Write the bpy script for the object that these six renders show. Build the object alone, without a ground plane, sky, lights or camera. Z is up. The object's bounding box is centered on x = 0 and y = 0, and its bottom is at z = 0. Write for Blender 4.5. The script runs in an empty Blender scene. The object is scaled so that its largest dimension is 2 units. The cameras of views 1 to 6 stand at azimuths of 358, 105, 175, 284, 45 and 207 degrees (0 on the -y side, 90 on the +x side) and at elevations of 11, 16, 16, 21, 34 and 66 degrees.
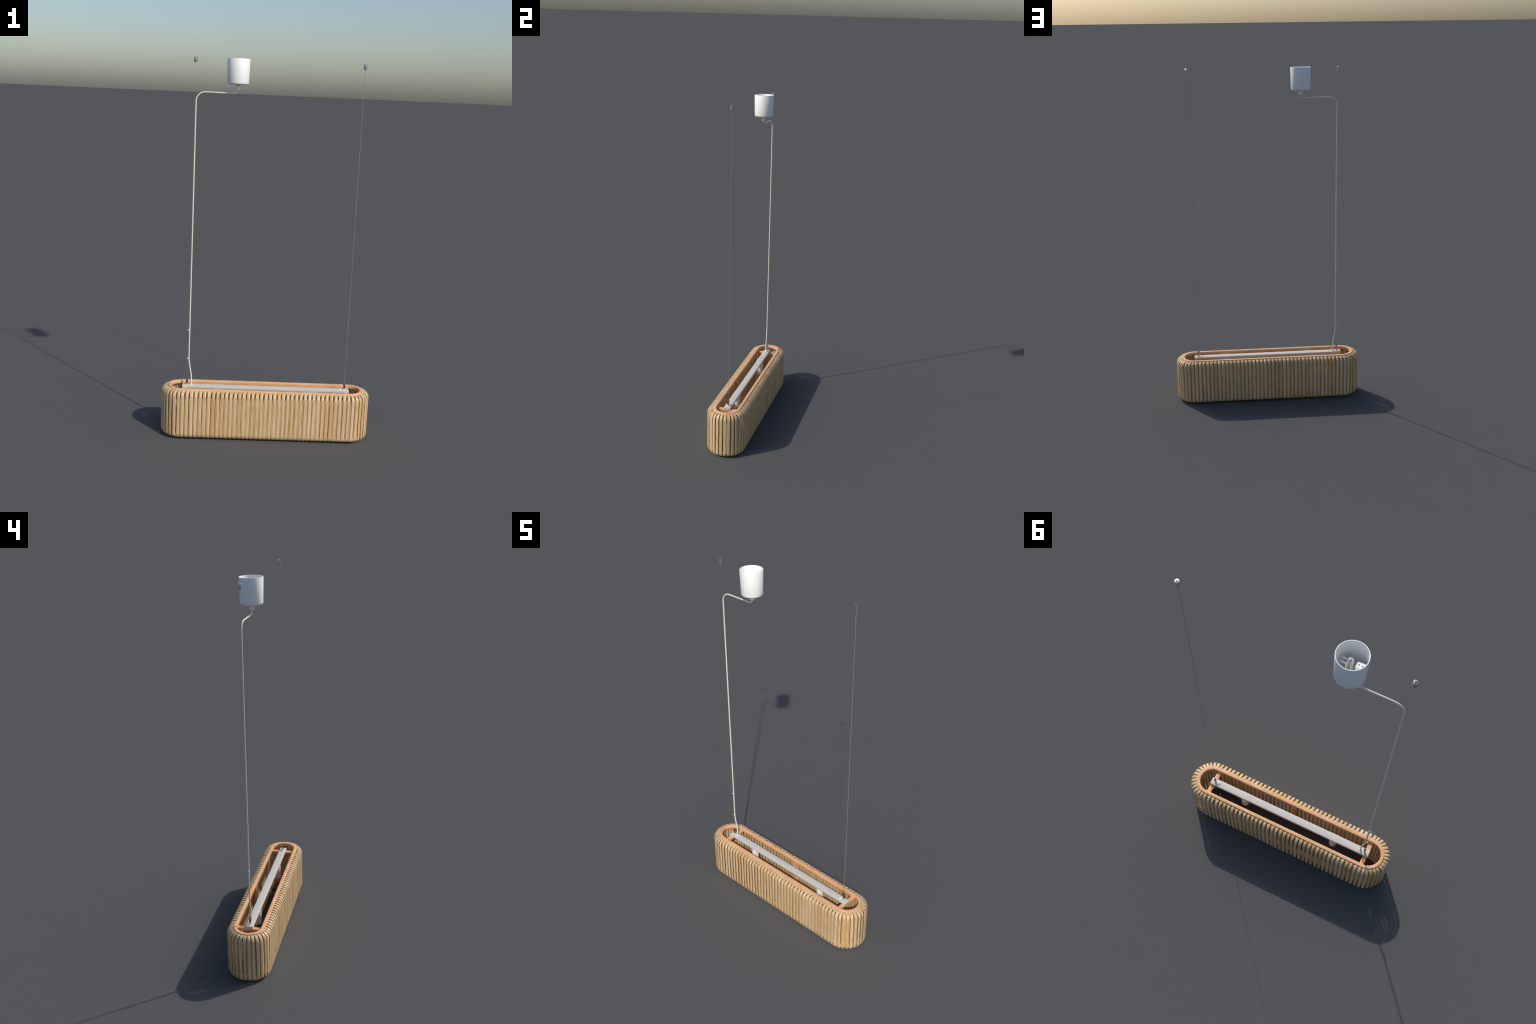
import bpy, math, random
from mathutils import Vector, Matrix

random.seed(7)
TAU = 2 * math.pi

# ------------------------------------------------------------------ sizes
AX = 0.449            # half distance between the two end-arc centres of the stadium plan
R_OUT = 0.1143        # outer face of the slats, measured from the stadium axis
R_RING_O, R_RING_I = 0.0805, 0.0630
H = 0.2715            # height of the shade
RING_H = 0.0185
SLAT_TOP, SLAT_BOT = 0.2672, 0.0040
SLAT_MID = (SLAT_TOP + SLAT_BOT) / 2
SLAT_T = 0.0026       # thickness of the bent outer strips
INNER_R, INNER_T = 0.0868, 0.0026   # straight inner strips stand behind the gaps
SLAT_W = 0.0156
SLAT_BEND = 0.0295    # radius of the bent shoulders
N_SLAT = 108
X_SUS = 0.428         # suspension points
BAR_Z0, BAR_Z1 = 0.2553, 0.2705
X_CAN = -0.2113       # canopy axis

# ------------------------------------------------------------------ node helpers
def new_mat(name):
    m = bpy.data.materials.new(name)
    m.use_nodes = True
    nt = m.node_tree
    return m, nt, nt.nodes["Principled BSDF"]

def node(nt, kind, **kw):
    n = nt.nodes.new(kind)
    for k, v in kw.items():
        if k in n.inputs:
            n.inputs[k].default_value = v
        else:
            setattr(n, k, v)
    return n

def ramp(nt, fac, stops, interp='LINEAR'):
    r = nt.nodes.new("ShaderNodeValToRGB")
    r.color_ramp.interpolation = interp
    els = r.color_ramp.elements
    while len(els) < len(stops):
        els.new(0.5)
    for e, (p, c) in zip(els, stops):
        e.position = p
        e.color = (*c, 1) if len(c) == 3 else c
    nt.links.new(fac, r.inputs["Fac"])
    return r.outputs["Color"]

def mix(nt, fac, a, b, blend='MIX'):
    n = nt.nodes.new("ShaderNodeMix")
    n.data_type = 'RGBA'
    n.blend_type = blend
    for sock, v in ((n.inputs[0], fac), (n.inputs[6], a), (n.inputs[7], b)):
        if hasattr(v, "links"):
            nt.links.new(v, sock)
        else:
            sock.default_value = v if not isinstance(v, tuple) else (*v, 1)
    return n.outputs[2]

def math_n(nt, op, a, b=None, c=None):
    n = nt.nodes.new("ShaderNodeMath")
    n.operation = op
    for i, v in enumerate((a, b, c)):
        if v is None:
            continue
        if hasattr(v, "links"):
            nt.links.new(v, n.inputs[i])
        else:
            n.inputs[i].default_value = v
    return n.outputs[0]

def coords(nt, scale=(1, 1, 1), shift=None):
    tc = nt.nodes.new("ShaderNodeTexCoord")
    mp = nt.nodes.new("ShaderNodeMapping")
    mp.inputs["Scale"].default_value = scale
    nt.links.new(tc.outputs["Object"], mp.inputs["Vector"])
    if shift is not None:
        nt.links.new(shift, mp.inputs["Location"])
    return mp.outputs["Vector"]

def noise(nt, vec, scale, detail=3.0, rough=0.55):
    n = node(nt, "ShaderNodeTexNoise", Scale=scale, Detail=detail, Roughness=rough)
    nt.links.new(vec, n.inputs["Vector"])
    return n.outputs["Fac"]

def bump(nt, bsdf, height, strength, dist):
    b = node(nt, "ShaderNodeBump", Strength=strength, Distance=dist)
    nt.links.new(height, b.inputs["Height"])
    nt.links.new(b.outputs["Normal"], bsdf.inputs["Normal"])

# ------------------------------------------------------------------ materials
def make_slat_material(name, tint):
    """Split bamboo: lengthwise fibres, a hue of its own for each strip, faint nodes and stains."""
    m, nt, p = new_mat(name)
    rnd = nt.nodes.new("ShaderNodeObjectInfo").outputs["Random"]
    comb = nt.nodes.new("ShaderNodeCombineXYZ")
    for i, k in enumerate((37.0, 91.0, 53.0)):
        nt.links.new(math_n(nt, 'MULTIPLY', rnd, k), comb.inputs[i])
    off = comb.outputs[0]
    fibre = noise(nt, coords(nt, (520, 60, 7), off), 1.0, 3.0)
    patch = noise(nt, coords(nt, (70, 14, 14), off), 1.0, 2.0)
    stain = noise(nt, coords(nt, (45, 20, 11), off), 1.0, 3.0)
    base = ramp(nt, rnd, [(0.0, (0.66, 0.465, 0.235)), (0.16, (0.72, 0.51, 0.305)),
                          (0.34, (0.63, 0.465, 0.225)), (0.55, (0.74, 0.53, 0.325)),
                          (0.78, (0.66, 0.43, 0.20)), (0.88, (0.60, 0.355, 0.14)), (1.0, (0.70, 0.505, 0.275))])
    col = mix(nt, math_n(nt, 'MULTIPLY', ramp(nt, fibre, [(0.35, (0, 0, 0)), (0.7, (1, 1, 1))]), 0.22),
              base, (0.52, 0.355, 0.175))
    col = mix(nt, math_n(nt, 'MULTIPLY', ramp(nt, patch, [(0.42, (0, 0, 0)), (0.72, (1, 1, 1))]), 0.45),
              col, (0.76, 0.58, 0.39))
    col = mix(nt, math_n(nt, 'MULTIPLY', ramp(nt, stain, [(0.54, (0, 0, 0)), (0.76, (1, 1, 1))]), 0.65),
              col, (0.50, 0.29, 0.10))
    # a culm node: narrow darker belt at a different height on every strip
    tc = nt.nodes.new("ShaderNodeTexCoord")
    sep = nt.nodes.new("ShaderNodeSeparateXYZ")
    nt.links.new(tc.outputs["Object"], sep.inputs[0])
    pos = math_n(nt, 'FRACT', math_n(nt, 'MULTIPLY', rnd, 17.31))
    pos = math_n(nt, 'MULTIPLY_ADD', pos, 0.40, -0.06)
    d = math_n(nt, 'ABSOLUTE', math_n(nt, 'SUBTRACT', sep.outputs[2], pos))
    belt = math_n(nt, 'SUBTRACT', 1.0, math_n(nt, 'DIVIDE', d, 0.009))
    belt = math_n(nt, 'MAXIMUM', belt, 0.0)
    col = mix(nt, math_n(nt, 'MULTIPLY', belt, 0.30), col, (0.50, 0.36, 0.14))
    if tint:
        col = mix(nt, 1.0, col, tint, 'MULTIPLY')
    nt.links.new(col, p.inputs["Base Color"])
    p.inputs["Roughness"].default_value = 0.38
    p.inputs["Specular IOR Level"].default_value = 0.45
    bump(nt, p, fibre, 0.25, 0.0006)
    return m

def make_wood_material(name):
    """Laminated bamboo of the rings: warm orange, streaks along the length, short staves."""
    m, nt, p = new_mat(name)
    streak = noise(nt, coords(nt, (9, 120, 190)), 1.0, 4.0, 0.6)
    stave = noise(nt, coords(nt, (17, 26, 60)), 1.0, 1.0)
    fine = noise(nt, coords(nt, (60, 700, 900)), 1.0, 2.0)
    col = ramp(nt, streak, [(0.28, (0.82, 0.415, 0.20)), (0.5, (0.87, 0.48, 0.25)), (0.72, (0.92, 0.55, 0.32))])
    col = mix(nt, math_n(nt, 'MULTIPLY', ramp(nt, stave, [(0.47, (0, 0, 0)), (0.63, (1, 1, 1))]), 0.55),
              col, (0.76, 0.375, 0.13))
    col = mix(nt, math_n(nt, 'MULTIPLY', fine, 0.18), col, (0.66, 0.31, 0.11))
    nt.links.new(col, p.inputs["Base Color"])
    p.inputs["Roughness"].default_value = 0.36
    bump(nt, p, fine, 0.15, 0.0004)
    return m

def make_plain(name, color, rough, metallic=0.0, var=0.06, scale=60.0, spec=0.5):
    m, nt, p = new_mat(name)
    n = noise(nt, coords(nt), scale, 3.0)
    lo = tuple(c * (1 - var) for c in color)
    hi = tuple(min(1.0, c * (1 + var)) for c in color)
    nt.links.new(ramp(nt, n, [(0.3, lo), (0.7, hi)]), p.inputs["Base Color"])
    p.inputs["Roughness"].default_value = rough
    p.inputs["Metallic"].default_value = metallic
    p.inputs["Specular IOR Level"].default_value = spec
    return m

M_SLAT = make_slat_material("split_bamboo", None)
M_SIDE = make_slat_material("shade_darkened_edge", (0.86, 0.80, 0.72))  # same bamboo, tinted darker for the dim bounce light on slat sides
M_BAND = make_plain("backing_bamboo", (0.62, 0.51, 0.27), 0.55, var=0.12, scale=45)
M_WOOD = make_wood_material("laminated_bamboo")
M_BAR = make_plain("painted_metal", (0.65, 0.605, 0.545), 0.48, var=0.015, spec=0.35)
M_WHITE = make_plain("white_plastic", (0.86, 0.86, 0.85), 0.35, var=0.01)
M_CANOPY = make_plain("white_enamel", (0.89, 0.89, 0.87), 0.55, var=0.005)
M_SOCKET = make_plain("glazed_ceramic", (0.93, 0.92, 0.90), 0.2, var=0.01)
M_CORD = make_plain("cream_cord", (0.735, 0.69, 0.575), 0.45, var=0.05, scale=400)
M_STEEL = make_plain("polished_steel", (0.55, 0.54, 0.54), 0.16, metallic=1.0, var=0.03)
M_ANCHOR = make_plain("reflection_browned_metal", (0.38, 0.33, 0.29), 0.14, metallic=1.0, var=0.03)  # brown of the orange wood mirrored in the anchors, baked into the base
M_SATIN = make_plain("satin_steel", (0.74, 0.73, 0.71), 0.42, metallic=1.0, var=0.03)
M_WIRE = make_plain("steel_wire", (0.40, 0.31, 0.245), 0.5, metallic=0.15, var=0.05, scale=300)  # base warmed to carry the tan sun reflection along the wire
M_DARK = make_plain("dark_recess", (0.03, 0.03, 0.03), 0.6)
M_CLIP = make_plain("clear_clip", (0.60, 0.64, 0.74), 0.3, var=0.02)
M_BRASS = make_plain("brass_contact", (0.45, 0.38, 0.24), 0.3, metallic=0.9)

# ------------------------------------------------------------------ mesh helpers
def mesh_from(name, verts, faces, mats, smooth=True, face_mat=None, angle=35):
    me = bpy.data.meshes.new(name)
    me.from_pydata([tuple(v) for v in verts], [], faces)
    for m in mats:
        me.materials.append(m)
    if face_mat:
        for poly, i in zip(me.polygons, face_mat):
            poly.material_index = i
    me.validate()
    me.update()
    import bmesh
    bm = bmesh.new()
    bm.from_mesh(me)
    bmesh.ops.recalc_face_normals(bm, faces=bm.faces)
    lim = math.radians(angle)
    for f in bm.faces:
        f.smooth = smooth
    for e in bm.edges:
        if len(e.link_faces) == 2 and e.calc_face_angle(0) > lim:
            e.smooth = False
    bm.to_mesh(me)
    bm.free()
    return me

def add(name, me, parent, loc=(0, 0, 0), rot=(0, 0, 0)):
    o = bpy.data.objects.new(name, me)
    bpy.context.scene.collection.objects.link(o)
    o.parent = parent
    o.location = loc
    o.rotation_euler = rot
    return o

def round_rect(a0, a1, b0, b1, r, n=3):
    """Closed outline of a rectangle [a0,a1]x[b0,b1] with rounded corners."""
    pts = []
    for cx, cy, s in ((a1 - r, b1 - r, 0), (a0 + r, b1 - r, 1), (a0 + r, b0 + r, 2), (a1 - r, b0 + r, 3)):
        for i in range(n + 1):
            t = (s + i / n) * math.pi / 2
            pts.append((cx + r * math.cos(t), cy + r * math.sin(t)))
    return pts

def loop_faces(nring, nsec, closed_ring, closed_sec=True):
    f = []
    for i in range(nring if closed_ring else nring - 1):
        for j in range(nsec if closed_sec else nsec - 1):
            a, b = i * nsec + j, i * nsec + (j + 1) % nsec
            c, d = ((i + 1) % nring) * nsec + (j + 1) % nsec, ((i + 1) % nring) * nsec + j
            f.append((a, b, c, d))
    return f

def stadium_frames(nstraight=24, narc=40):
    """(origin, outward) round the stadium axis: two straights and two half circles."""
    fr = []
    for i in range(nstraight):
        fr.append((Vector((-AX + 2 * AX * i / nstraight, 0, 0)), Vector((0, -1, 0))))
    for i in range(narc):
        t = -math.pi / 2 + math.pi * i / narc
        fr.append((Vector((AX, 0, 0)), Vector((math.cos(t), math.sin(t), 0))))
    for i in range(nstraight):
        fr.append((Vector((AX - 2 * AX * i / nstraight, 0, 0)), Vector((0, 1, 0))))
    for i in range(narc):
        t = math.pi / 2 + math.pi * i / narc
        fr.append((Vector((-AX, 0, 0)), Vector((math.cos(t), math.sin(t), 0))))
    return fr

def stadium_sweep(name, section, mat):
    fr = stadium_frames()
    v = [o + out * r + Vector((0, 0, z)) for o, out in fr for r, z in section]
    return mesh_from(name, v, loop_faces(len(fr), len(section), True), [mat])

def lathe(name, profile, mat, seg=40, cap=True, mats=None, angle=35, closed=False):
    """Spin (r, z) points about the z axis; cap closes both ends, closed joins last to first."""
    v = [Vector((r * math.cos(TAU * i / seg), r * math.sin(TAU * i / seg), z)) for i in range(seg) for r, z in profile]
    n = len(profile)
    f = loop_faces(seg, n, True, closed)
    if cap and not closed:
        f.append(tuple(i * n for i in range(seg)))
        f.append(tuple(i * n + n - 1 for i in range(seg)))
    return mesh_from(name, v, f, mats or [mat], angle=angle)

def rbox(name, x0, x1, y0, y1, z0, z1, r, mat):
    """Box with rounded long edges (along x) and chamfered ends."""
    sec = round_rect(y0, y1, z0, z1, r)
    cy, cz = (y0 + y1) / 2, (z0 + z1) / 2
    k = r * 0.8
    rings = []
    for x, ins in ((x0, k), (x0 + k, 0), (x1 - k, 0), (x1, k)):
        sy, sz = 1 - 2 * ins / (y1 - y0), 1 - 2 * ins / (z1 - z0)
        rings += [Vector((x, cy + (a - cy) * sy, cz + (b - cz) * sz)) for a, b in sec]
    n = len(sec)
    f = loop_faces(4, n, False)
    f += [tuple(range(n)), tuple(range(3 * n, 4 * n))]
    return mesh_from(name, rings, f, [mat])

def tube(name, pts, rad, mat, seg=12):
    pts = [Vector(p) for p in pts]
    v = []
    side = None
    for i, p in enumerate(pts):
        t = (pts[min(i + 1, len(pts) - 1)] - pts[max(i - 1, 0)]).normalized()
        if side is None:
            side = t.cross(Vector((0, 1, 0)))
            side = side if side.length > 1e-3 else t.cross(Vector((1, 0, 0)))
        side = (side - t * side.dot(t)).normalized()
        up = t.cross(side)
        v += [p + (side * math.cos(TAU * k / seg) + up * math.sin(TAU * k / seg)) * rad for k in range(seg)]
    n = len(pts)
    f = loop_faces(n, seg, False)
    f += [tuple(range(seg)), tuple(range((n - 1) * seg, n * seg))]
    return mesh_from(name, v, f, [mat], angle=60)

def smooth_path(ctrl, per=8):
    """Catmull-Rom through control points."""
    c = [Vector(p) for p in ctrl]
    c = [c[0] * 2 - c[1]] + c + [c[-1] * 2 - c[-2]]
    out = []
    for i in range(1, len(c) - 2):
        for k in range(per):
            t = k / per
            a, b, d, e = c[i - 1], c[i], c[i + 1], c[i + 2]
            out.append(0.5 * ((2 * b) + (d - a) * t + (2 * a - 5 * b + 4 * d - e) * t * t + (3 * b - a - 3 * d + e) * t ** 3))
    out.append(c[-2])
    return out

def arc(cx, cz, r, t0, t1, n=10):
    return [(cx + r * math.cos(t0 + (t1 - t0) * i / n), 0, cz + r * math.sin(t0 + (t1 - t0) * i / n)) for i in range(n + 1)]

# ------------------------------------------------------------------ root
root = bpy.data.objects.new("pendant_lamp", None)
bpy.context.scene.collection.objects.link(root)
root["label"] = "long bamboo slat pendant lamp with white canopy and cord"
root["category"] = "pendant lamp"

# ------------------------------------------------------------------ shade: rings, bands, posts, crossbars
ring_sec = round_rect(R_RING_I, R_RING_O, H - RING_H, H, 0.0018)
me_ring = stadium_sweep("shade_ring", ring_sec, M_WOOD)
add("shade_ring", me_ring, root)
flip = add("shade_ring", me_ring, root, (0, 0, H), (math.pi, 0, 0))

band_sec = round_rect(R_RING_O - 0.001, 0.0897, 0.2495, 0.2628, 0.001)
me_band = stadium_sweep("slat_backing", band_sec, M_BAND)
add("slat_backing", me_band, root)
add("slat_backing", me_band, root, (0, 0, 2 * SLAT_MID), (math.pi, 0, 0))

post = rbox("upright_post", RING_H - 0.002, H - RING_H + 0.002, -0.011, 0.011, -0.0088, 0.0088, 0.0012, M_WOOD)
for s in (-1, 1):
    o = add("upright_post", post, root, (0, s * 0.0722, 0))
    o.rotation_euler = (0, -math.pi / 2, math.pi / 2)
cross = rbox("crossbar", -R_RING_I - 0.004, R_RING_I + 0.004, -0.011, 0.011, 0.2405, 0.2550, 0.0012, M_WOOD)
for s in (-1, 1):
    add("crossbar", cross, root, (s * 0.4392, 0, 0), (0, 0, math.pi / 2))

# ------------------------------------------------------------------ shade: bent slats
def slat_path():
    """Centre spine of the outer face: (r, z, outward_r, outward_z, end_weight)."""
    p = []
    zc, rc, b = SLAT_TOP - SLAT_BEND, R_OUT - SLAT_BEND, SLAT_BEND
    p.append((R_RING_O + 0.0004, SLAT_TOP, 0, 1, 1.0))
    p.append(((R_RING_O + rc) / 2, SLAT_TOP, 0, 1, 0.95))
    for i in range(9):
        t = math.pi / 2 * (1 - i / 8)
        p.append((rc + b * math.cos(t), zc + b * math.sin(t), math.cos(t), math.sin(t), 0.9 * (1 - i / 8)))
    lo = 2 * SLAT_MID - zc
    for i in range(1, 8):
        z = zc + (lo - zc) * i / 8
        p.append((R_OUT, z, 1, 0, 0.0))
    n = len(p)
    low = [(r, 2 * SLAT_MID - z, o, -q, w) for r, z, o, q, w in reversed(p[:11])]
    return p + low

def slat_mesh(rng):
    path = slat_path()
    w0 = SLAT_W * rng.uniform(0.95, 1.06)
    bow, skew, belly = rng.uniform(-0.0008, 0.0008), rng.uniform(-0.0005, 0.0005), rng.uniform(-0.0007, 0.0005)
    ph = rng.uniform(0, TAU)
    # cross-section: u in [-1,1] across the width, depth from the bowed outer skin inwards
    sec = [(-1.0, 0.0010), (-0.94, 0.0004), (-0.55, 0.00015), (0, 0), (0.55, 0.00015), (0.94, 0.0004), (1.0, 0.0010),
           (1.0, SLAT_T - 0.0006), (0.94, SLAT_T), (-0.94, SLAT_T), (-1.0, SLAT_T - 0.0006)]
    ns = len(sec)
    v = []
    for r, z, orr, oz, w in path:
        h = z / H
        half = w0 / 2 * (1 - 0.10 * w) * (1 + 0.02 * math.sin(5 * h + ph))
        dx = bow * math.sin(math.pi * h) + skew * math.sin(TAU * h + ph)
        dr = belly * math.sin(math.pi * h) if w == 0 else 0
        for u, dep in sec:
            v.append(Vector((u * half + dx, -(r + dr - orr * dep), z - oz * dep)))
    n = len(path)
    f = loop_faces(n, ns, False)
    fm = [1 if (i % ns) in (6, 10) else 0 for i in range(len(f))]
    f += [tuple(range(ns)), tuple(range((n - 1) * ns, n * ns))]
    fm += [1, 1]
    return mesh_from("slat", v, f, [M_SLAT, M_SIDE], face_mat=fm, angle=50)

def inner_mesh(rng, width):
    """Straight strip fixed to the outside of both rings, its skin facing outwards."""
    w0 = width * rng.uniform(0.96, 1.05)
    bow, ph = rng.uniform(-0.0006, 0.0006), rng.uniform(0, TAU)
    sec = [(-1.0, 0.0008), (-0.92, 0.0003), (0, 0), (0.92, 0.0003), (1.0, 0.0008), (1.0, INNER_T), (-1.0, INNER_T)]
    v, n = [], 9
    for i in range(n):
        h = i / (n - 1)
        half = w0 / 2 * (1 + 0.02 * math.sin(4 * h + ph))
        for u, dep in sec:
            v.append((u * half + bow * math.sin(math.pi * h), -(INNER_R - dep), 0.010 + h * 0.2515))
    f = loop_faces(n, 7, False) + [tuple(range(7)), tuple(range((n - 1) * 7, n * 7))]
    return mesh_from("inner_slat", v, f, [M_SLAT], angle=50)

rng = random.Random(21)
variants = [slat_mesh(rng) for _ in range(12)]
inner_variants = [inner_mesh(rng, SLAT_W) for _ in range(6)]
inner_arc_variants = [inner_mesh(rng, 0.0128) for _ in range(6)]   # narrower where the pitch closes up round the ends
perim = 4 * AX + TAU * R_OUT
pitch = perim / N_SLAT
arc_len = math.pi * R_OUT

def station(s):
    """Place on the stadium axis and heading, walking from the middle of the front side towards +x."""
    s %= perim
    if s < AX:
        return Vector((s, 0, 0)), 0.0
    if s < AX + arc_len:
        return Vector((AX, 0, 0)), (s - AX) / R_OUT
    if s < 3 * AX + arc_len:
        return Vector((AX - (s - AX - arc_len), 0, 0)), math.pi
    if s < 3 * AX + 2 * arc_len:
        return Vector((-AX, 0, 0)), math.pi + (s - 3 * AX - arc_len) / R_OUT
    return Vector((s - perim, 0, 0)), 0.0

def stand(name, me, s, lean):
    loc, a = station(s)
    o = add(name, me, root)
    pivot = Matrix.Translation((0, 0, SLAT_MID))
    o.matrix_local = (Matrix.Translation(loc) @ Matrix.Rotation(a, 4, 'Z') @ pivot
                      @ Matrix.Rotation(lean, 4, 'Y') @ pivot.inverted())

for i in range(N_SLAT):
    stand("slat", variants[rng.randrange(len(variants))], i * pitch + rng.uniform(-0.0004, 0.0004), rng.gauss(0, 0.0026))
for i in range(N_SLAT):
    s = (i + 0.5) * pitch
    straight = station(s)[1] in (0.0, math.pi)
    pool = inner_variants if straight else inner_arc_variants
    stand("inner_slat", pool[rng.randrange(6)], s + rng.uniform(-1, 1) * (0.0005 if straight else 0.0016), rng.gauss(0, 0.002))

# ------------------------------------------------------------------ mounting bar and what sits on it
bar = add("mounting_bar", rbox("mounting_bar", -0.4525, 0.4525, -0.0187, 0.0187, BAR_Z0, BAR_Z1, 0.0012, M_BAR), root)
collar = rbox("bar_collar", -0.027, 0.027, -0.0192, 0.0192, BAR_Z0 - 0.0012, BAR_Z1 + 0.0003, 0.0005, M_BAR)
sock_top = BAR_Z0 - 0.0005
socket = lathe("lamp_socket", [(0.0135, sock_top), (0.0188, sock_top), (0.0197, sock_top - 0.0015), (0.0203, sock_top - 0.012),
                               (0.0205, 0.186), (0.0202, 0.179), (0.0188, 0.1730), (0.0165, 0.1705), (0.0150, 0.1705),
                               (0.0145, 0.172), (0.0143, 0.205), (0.004, 0.207)], M_SOCKET, seg=40)
contact = lathe("socket_contact", [(0.0035, 0.2065), (0.0035, 0.199), (0.002, 0.1975)], M_BRASS, seg=16)
for s in (-1, 1):
    add("bar_collar", collar, bar, (s * 0.2565, 0, 0))
    so = add("lamp_socket", socket, bar, (s * 0.2555, 0, 0))
    add("socket_contact", contact, bar, (s * 0.2555, 0, 0))

z = BAR_Z1
anchor_foot = lathe("anchor_foot", [(0.0052, z - 0.0004), (0.0054, z + 0.0008), (0.0048, z + 0.0018), (0.0040, z + 0.0024),
                                    (0.0038, z + 0.0075)], M_BAR, seg=24)
anchor = lathe("cable_anchor", [(0.0038, z + 0.006), (0.0056, z + 0.0075), (0.0063, z + 0.030), (0.0063, z + 0.0365),
                                (0.0054, z + 0.0385), (0.0022, z + 0.0390), (0.0018, z + 0.0430), (0.0010, z + 0.0445)],
               M_ANCHOR, seg=24)
for s in (-1, 1):
    add("anchor_foot", anchor_foot, bar, (s * X_SUS, 0, 0))
    add("cable_anchor", anchor, bar, (s * X_SUS, 0, 0))
cap = lathe("screw_cap", [(0.0076, z - 0.0004), (0.0078, z + 0.0008), (0.0070, z + 0.0016), (0.0056, z + 0.0034),
                          (0.0048, z + 0.0040), (0.0030, z + 0.0040), (0.0026, z + 0.002)], M_WHITE, seg=24)
add("screw_cap", cap, bar, (0.4065, 0, 0))
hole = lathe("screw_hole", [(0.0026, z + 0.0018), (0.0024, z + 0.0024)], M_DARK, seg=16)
add("screw_hole", hole, bar, (0.4065, 0, 0))
grommet = lathe("cord_grommet", [(0.0072, z - 0.0004), (0.0074, z + 0.001), (0.0064, z + 0.0020), (0.0050, z + 0.0030),
                                 (0.0042, z + 0.0060), (0.0036, z + 0.0066)], M_CORD, seg=24)
add("cord_grommet", grommet, bar, (-0.405, 0, 0))

# ------------------------------------------------------------------ power cord
CORD_R = 0.0038
low = smooth_path([(-0.405, 0, BAR_Z1), (-0.4047, 0, 0.2885), (-0.4062, 0, 0.3220), (-0.4112, 0, 0.3530), (-0.4178, 0, 0.3905),
                   (-0.4207, 0, 0.4185), (-0.4210, 0, 0.470), (-0.4210, 0, 0.575)])
path = [tuple(p) for p in low]
path += [(-0.4210 - 0.00004 * k, 0, 0.575 + (1.783 - 0.575) * k / 12) for k in range(1, 12)]
path += arc(-0.3745, 1.7820, 0.0468, math.pi, math.pi / 2, 12)
path += [(-0.33, -0.0005, 1.8284), (-0.28, -0.0008, 1.8280)]
path += arc(-0.2300, 1.8465, 0.0190, -math.pi / 2, -0.05, 8)
path += [(X_CAN + 0.0003, 0, 1.860), (X_CAN + 0.0003, 0, 1.90), (X_CAN + 0.0040, -0.004, 1.950)]
cord = add("power_cord", tube("power_cord", path, CORD_R, M_CORD, 14), root)

def clip_mesh(name):
    """Small moulded clip: a sleeve round the cord, a thinner one round the wire and a bridge."""
    v, f = [], []
    def sleeve(cx, r, h, seg=16):
        prof = [(r * 0.86, -h), (r, -h * 0.7), (r, h * 0.7), (r * 0.86, h)]
        b = len(v)
        for i in range(seg):
            for rr, zz in prof:
                v.append((cx + rr * math.cos(TAU * i / seg), rr * math.sin(TAU * i / seg), zz))
        f.extend([tuple(b + k for k in q) for q in loop_faces(seg, 4, True, False)])
        f.append(tuple(b + i * 4 for i in range(seg)))
        f.append(tuple(b + i * 4 + 3 for i in range(seg)))
    sleeve(0.0, 0.0047, 0.0032)
    sleeve(-0.0078, 0.0032, 0.0038)
    b = len(v)
    sec = round_rect(-0.0018, 0.0018, -0.0024, 0.0024, 0.0006)
    for x in (-0.0075, -0.003):
        v.extend((x, p, q) for p, q in sec)
    f.extend([tuple(b + k for k in q) for q in loop_faces(2, len(sec), False)])
    return mesh_from(name, v, f, [M_CLIP])
me_clip = clip_mesh("cord_clip")
for zc in (0.4185, 0.5750):
    add("cord_clip", me_clip, cord, (-0.4205, 0, zc))

# ------------------------------------------------------------------ suspension wires and ceiling grippers
for s, rad in ((-1, 0.00014), (1, 0.0009)):
    pts = [(s * X_SUS + 0.0002 * math.sin(k * 2.0), 0, z + 0.043 + (1.976 - z - 0.043) * k / 10) for k in range(11)]
    add("suspension_wire", tube("suspension_wire", pts, rad, M_WIRE, 8), root)

def gripper_mesh():
    body = [(0.0016, 1.9735), (0.0042, 1.9738), (0.0074, 1.9750), (0.0084, 1.9765), (0.0084, 1.9958), (0.0078, 1.9964), (0.0030, 1.9966)]
    return lathe("ceiling_gripper", body, M_SATIN, seg=28)
def gripper_head():
    """Hexagonal flange with a bore."""
    v, f = [], []
    prof = [(0.0028, 1.9990), (0.0034, 2.0000), (0.0092, 1.9994), (0.0104, 1.9984), (0.0104, 1.9970), (0.0098, 1.9963), (0.0028, 1.9958)]
    for i in range(6):
        for r, zz in prof:
            v.append((r * math.cos(TAU * i / 6 + 0.2), r * math.sin(TAU * i / 6 + 0.2), zz))
    f = loop_faces(6, len(prof), True, True)
    return mesh_from("gripper_flange", v, f, [M_STEEL], smooth=False)
me_grip, me_head = gripper_mesh(), gripper_head()
me_bore = lathe("gripper_bore", [(0.0029, 1.9970), (0.0029, 1.9982)], M_DARK, seg=16)
me_nub = lathe("pale_nub", [(0.0008, -0.0018), (0.0016, -0.0010), (0.0019, 0.0), (0.0016, 0.0010), (0.0008, 0.0018)], M_SATIN, seg=14)
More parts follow.
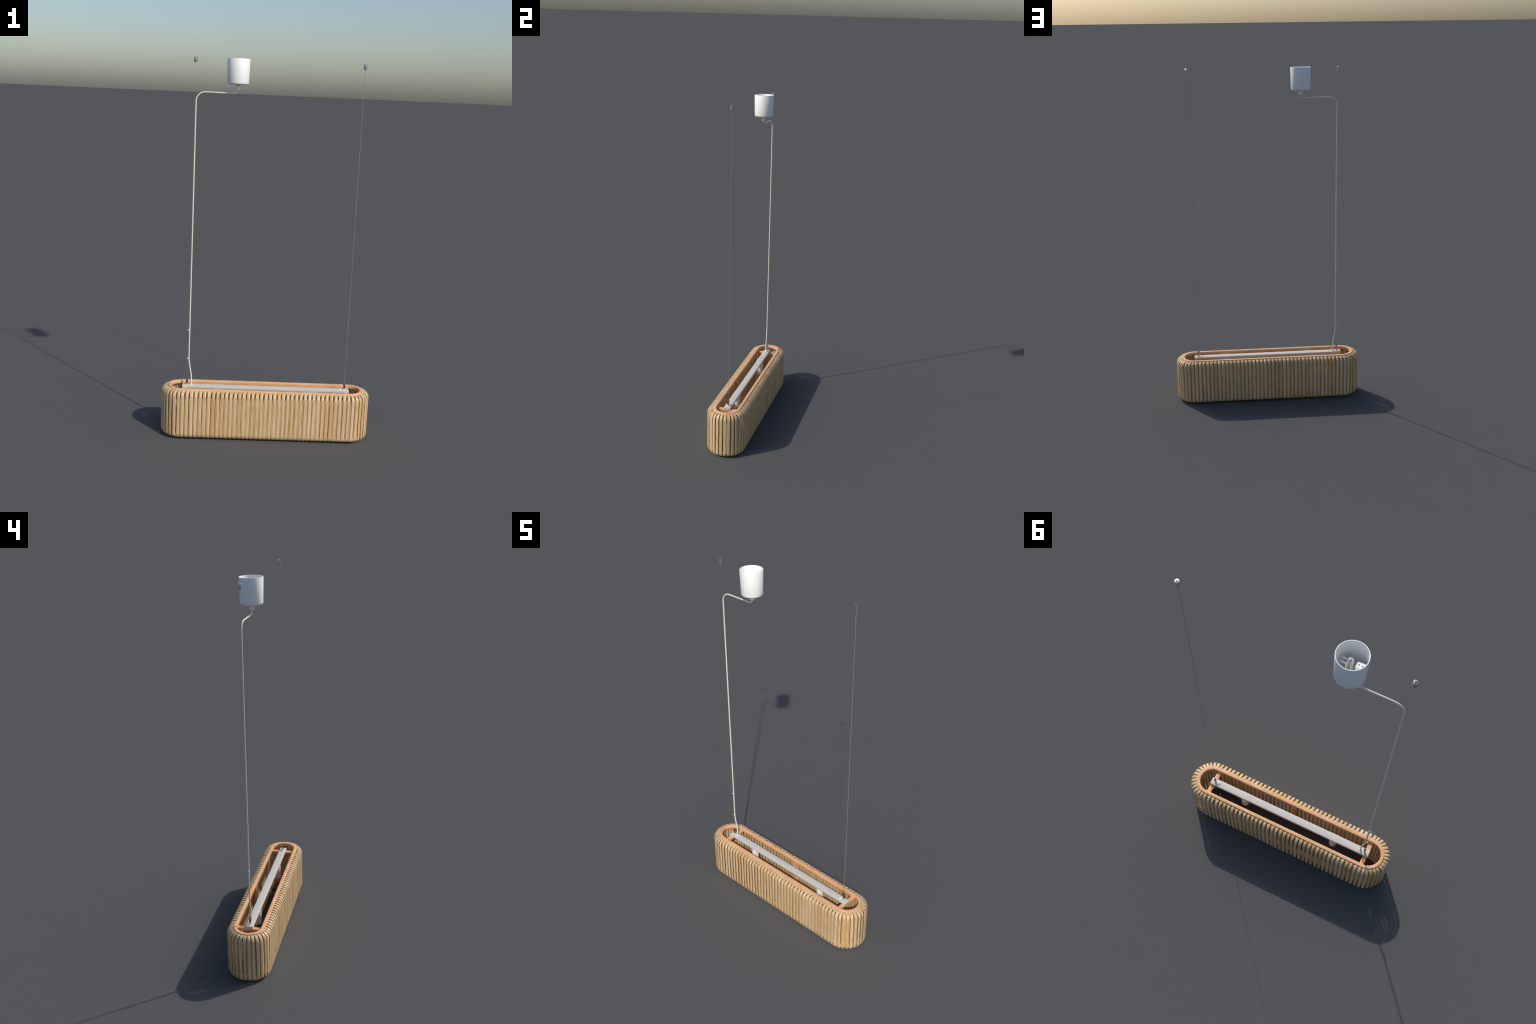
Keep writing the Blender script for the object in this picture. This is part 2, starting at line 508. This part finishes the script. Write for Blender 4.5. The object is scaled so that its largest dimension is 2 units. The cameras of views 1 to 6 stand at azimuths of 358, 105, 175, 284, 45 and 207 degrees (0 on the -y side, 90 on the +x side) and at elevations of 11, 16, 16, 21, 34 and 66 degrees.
for s in (-1, 1):
    g = add("ceiling_gripper", me_grip, root, (s * X_SUS, 0, 0))
    add("gripper_flange", me_head, g)
    add("gripper_bore", me_bore, g)
    add("pale_nub", me_nub, g, (0.0088, -0.0025, 1.9757))

# ------------------------------------------------------------------ ceiling canopy
can_prof = [(0.0088, 1.8712), (0.0440, 1.8712), (0.0505, 1.8730), (0.0535, 1.8765), (0.0547, 1.8810), (0.0577, 1.9990), (0.0572, 1.9998),
            (0.0548, 1.9998), (0.0543, 1.9990), (0.0515, 1.8815), (0.0500, 1.8775), (0.0470, 1.8752), (0.0088, 1.8742)]
canopy = add("ceiling_canopy", lathe("ceiling_canopy", can_prof, M_CANOPY, seg=64, closed=True), root, (X_CAN, 0, 0))
conn = lathe("cord_connector", [(0.0040, 1.8462), (0.0120, 1.8462), (0.0126, 1.8470), (0.0129, 1.8710), (0.0128, 1.8716), (0.0060, 1.8790),
                                (0.0040, 1.8790)], M_WHITE, seg=32)
add("cord_connector", conn, canopy)
add("terminal_block", rbox("terminal_block", -0.046, -0.0165, -0.0145, 0.0080, 1.9340, 1.9540, 0.0012, M_WHITE), canopy)
pit = lathe("terminal_screw", [(0.0026, 1.9536), (0.0026, 1.9542), (0.0020, 1.9543)], M_DARK, seg=14)
for x in (-0.038, -0.025):
    add("terminal_screw", pit, canopy, (x, -0.003, 0))
add("terminal_block_foot", rbox("terminal_block_foot", -0.044, -0.0185, -0.0120, 0.0100, 1.8735, 1.9345, 0.001, M_WHITE), canopy)

def clamp_mesh():
    """U-shaped strain relief: two legs and an arched bridge with a thickness."""
    sec = round_rect(-0.0045, 0.0045, -0.0014, 0.0014, 0.0006)
    pts = [(-0.0075, 1.8745), (-0.0075, 1.9590)]
    pts += [(-0.0075 * math.cos(t * math.pi / 8), 1.9590 + 0.0090 * math.sin(t * math.pi / 8)) for t in range(1, 8)]
    pts += [(0.0075, 1.9590), (0.0075, 1.8745)]
    v = []
    for i, (x, zz) in enumerate(pts):
        a, b = pts[max(i - 1, 0)], pts[min(i + 1, len(pts) - 1)]
        t = Vector((b[0] - a[0], 0, b[1] - a[1])).normalized()
        nrm = Vector((-t.z, 0, t.x))
        v += [Vector((x, 0, zz)) + Vector((0, p, 0)) + nrm * q for p, q in sec]
    f = loop_faces(len(pts), len(sec), False)
    f += [tuple(range(len(sec))), tuple(range(len(v) - len(sec), len(v)))]
    return mesh_from("cord_clamp", v, f, [M_WHITE])
add("cord_clamp", clamp_mesh(), canopy, (0.0042, -0.005, 0))
add("clamp_screw", lathe("clamp_screw", [(0.0034, 1.9680), (0.0036, 1.9705), (0.0024, 1.9718)], M_STEEL, seg=16), canopy, (0.0042, -0.005, 0))
tab = rbox("mounting_tab", 0.016, 0.0375, -0.0032, 0.0032, 1.9440, 1.9472, 0.0008, M_WHITE)
for y in (-0.012, 0.004):
    add("mounting_tab", tab, canopy, (0, y, 0))
add("tab_support", rbox("tab_support", 0.014, 0.0185, -0.015, 0.007, 1.8735, 1.9445, 0.0008, M_WHITE), canopy)
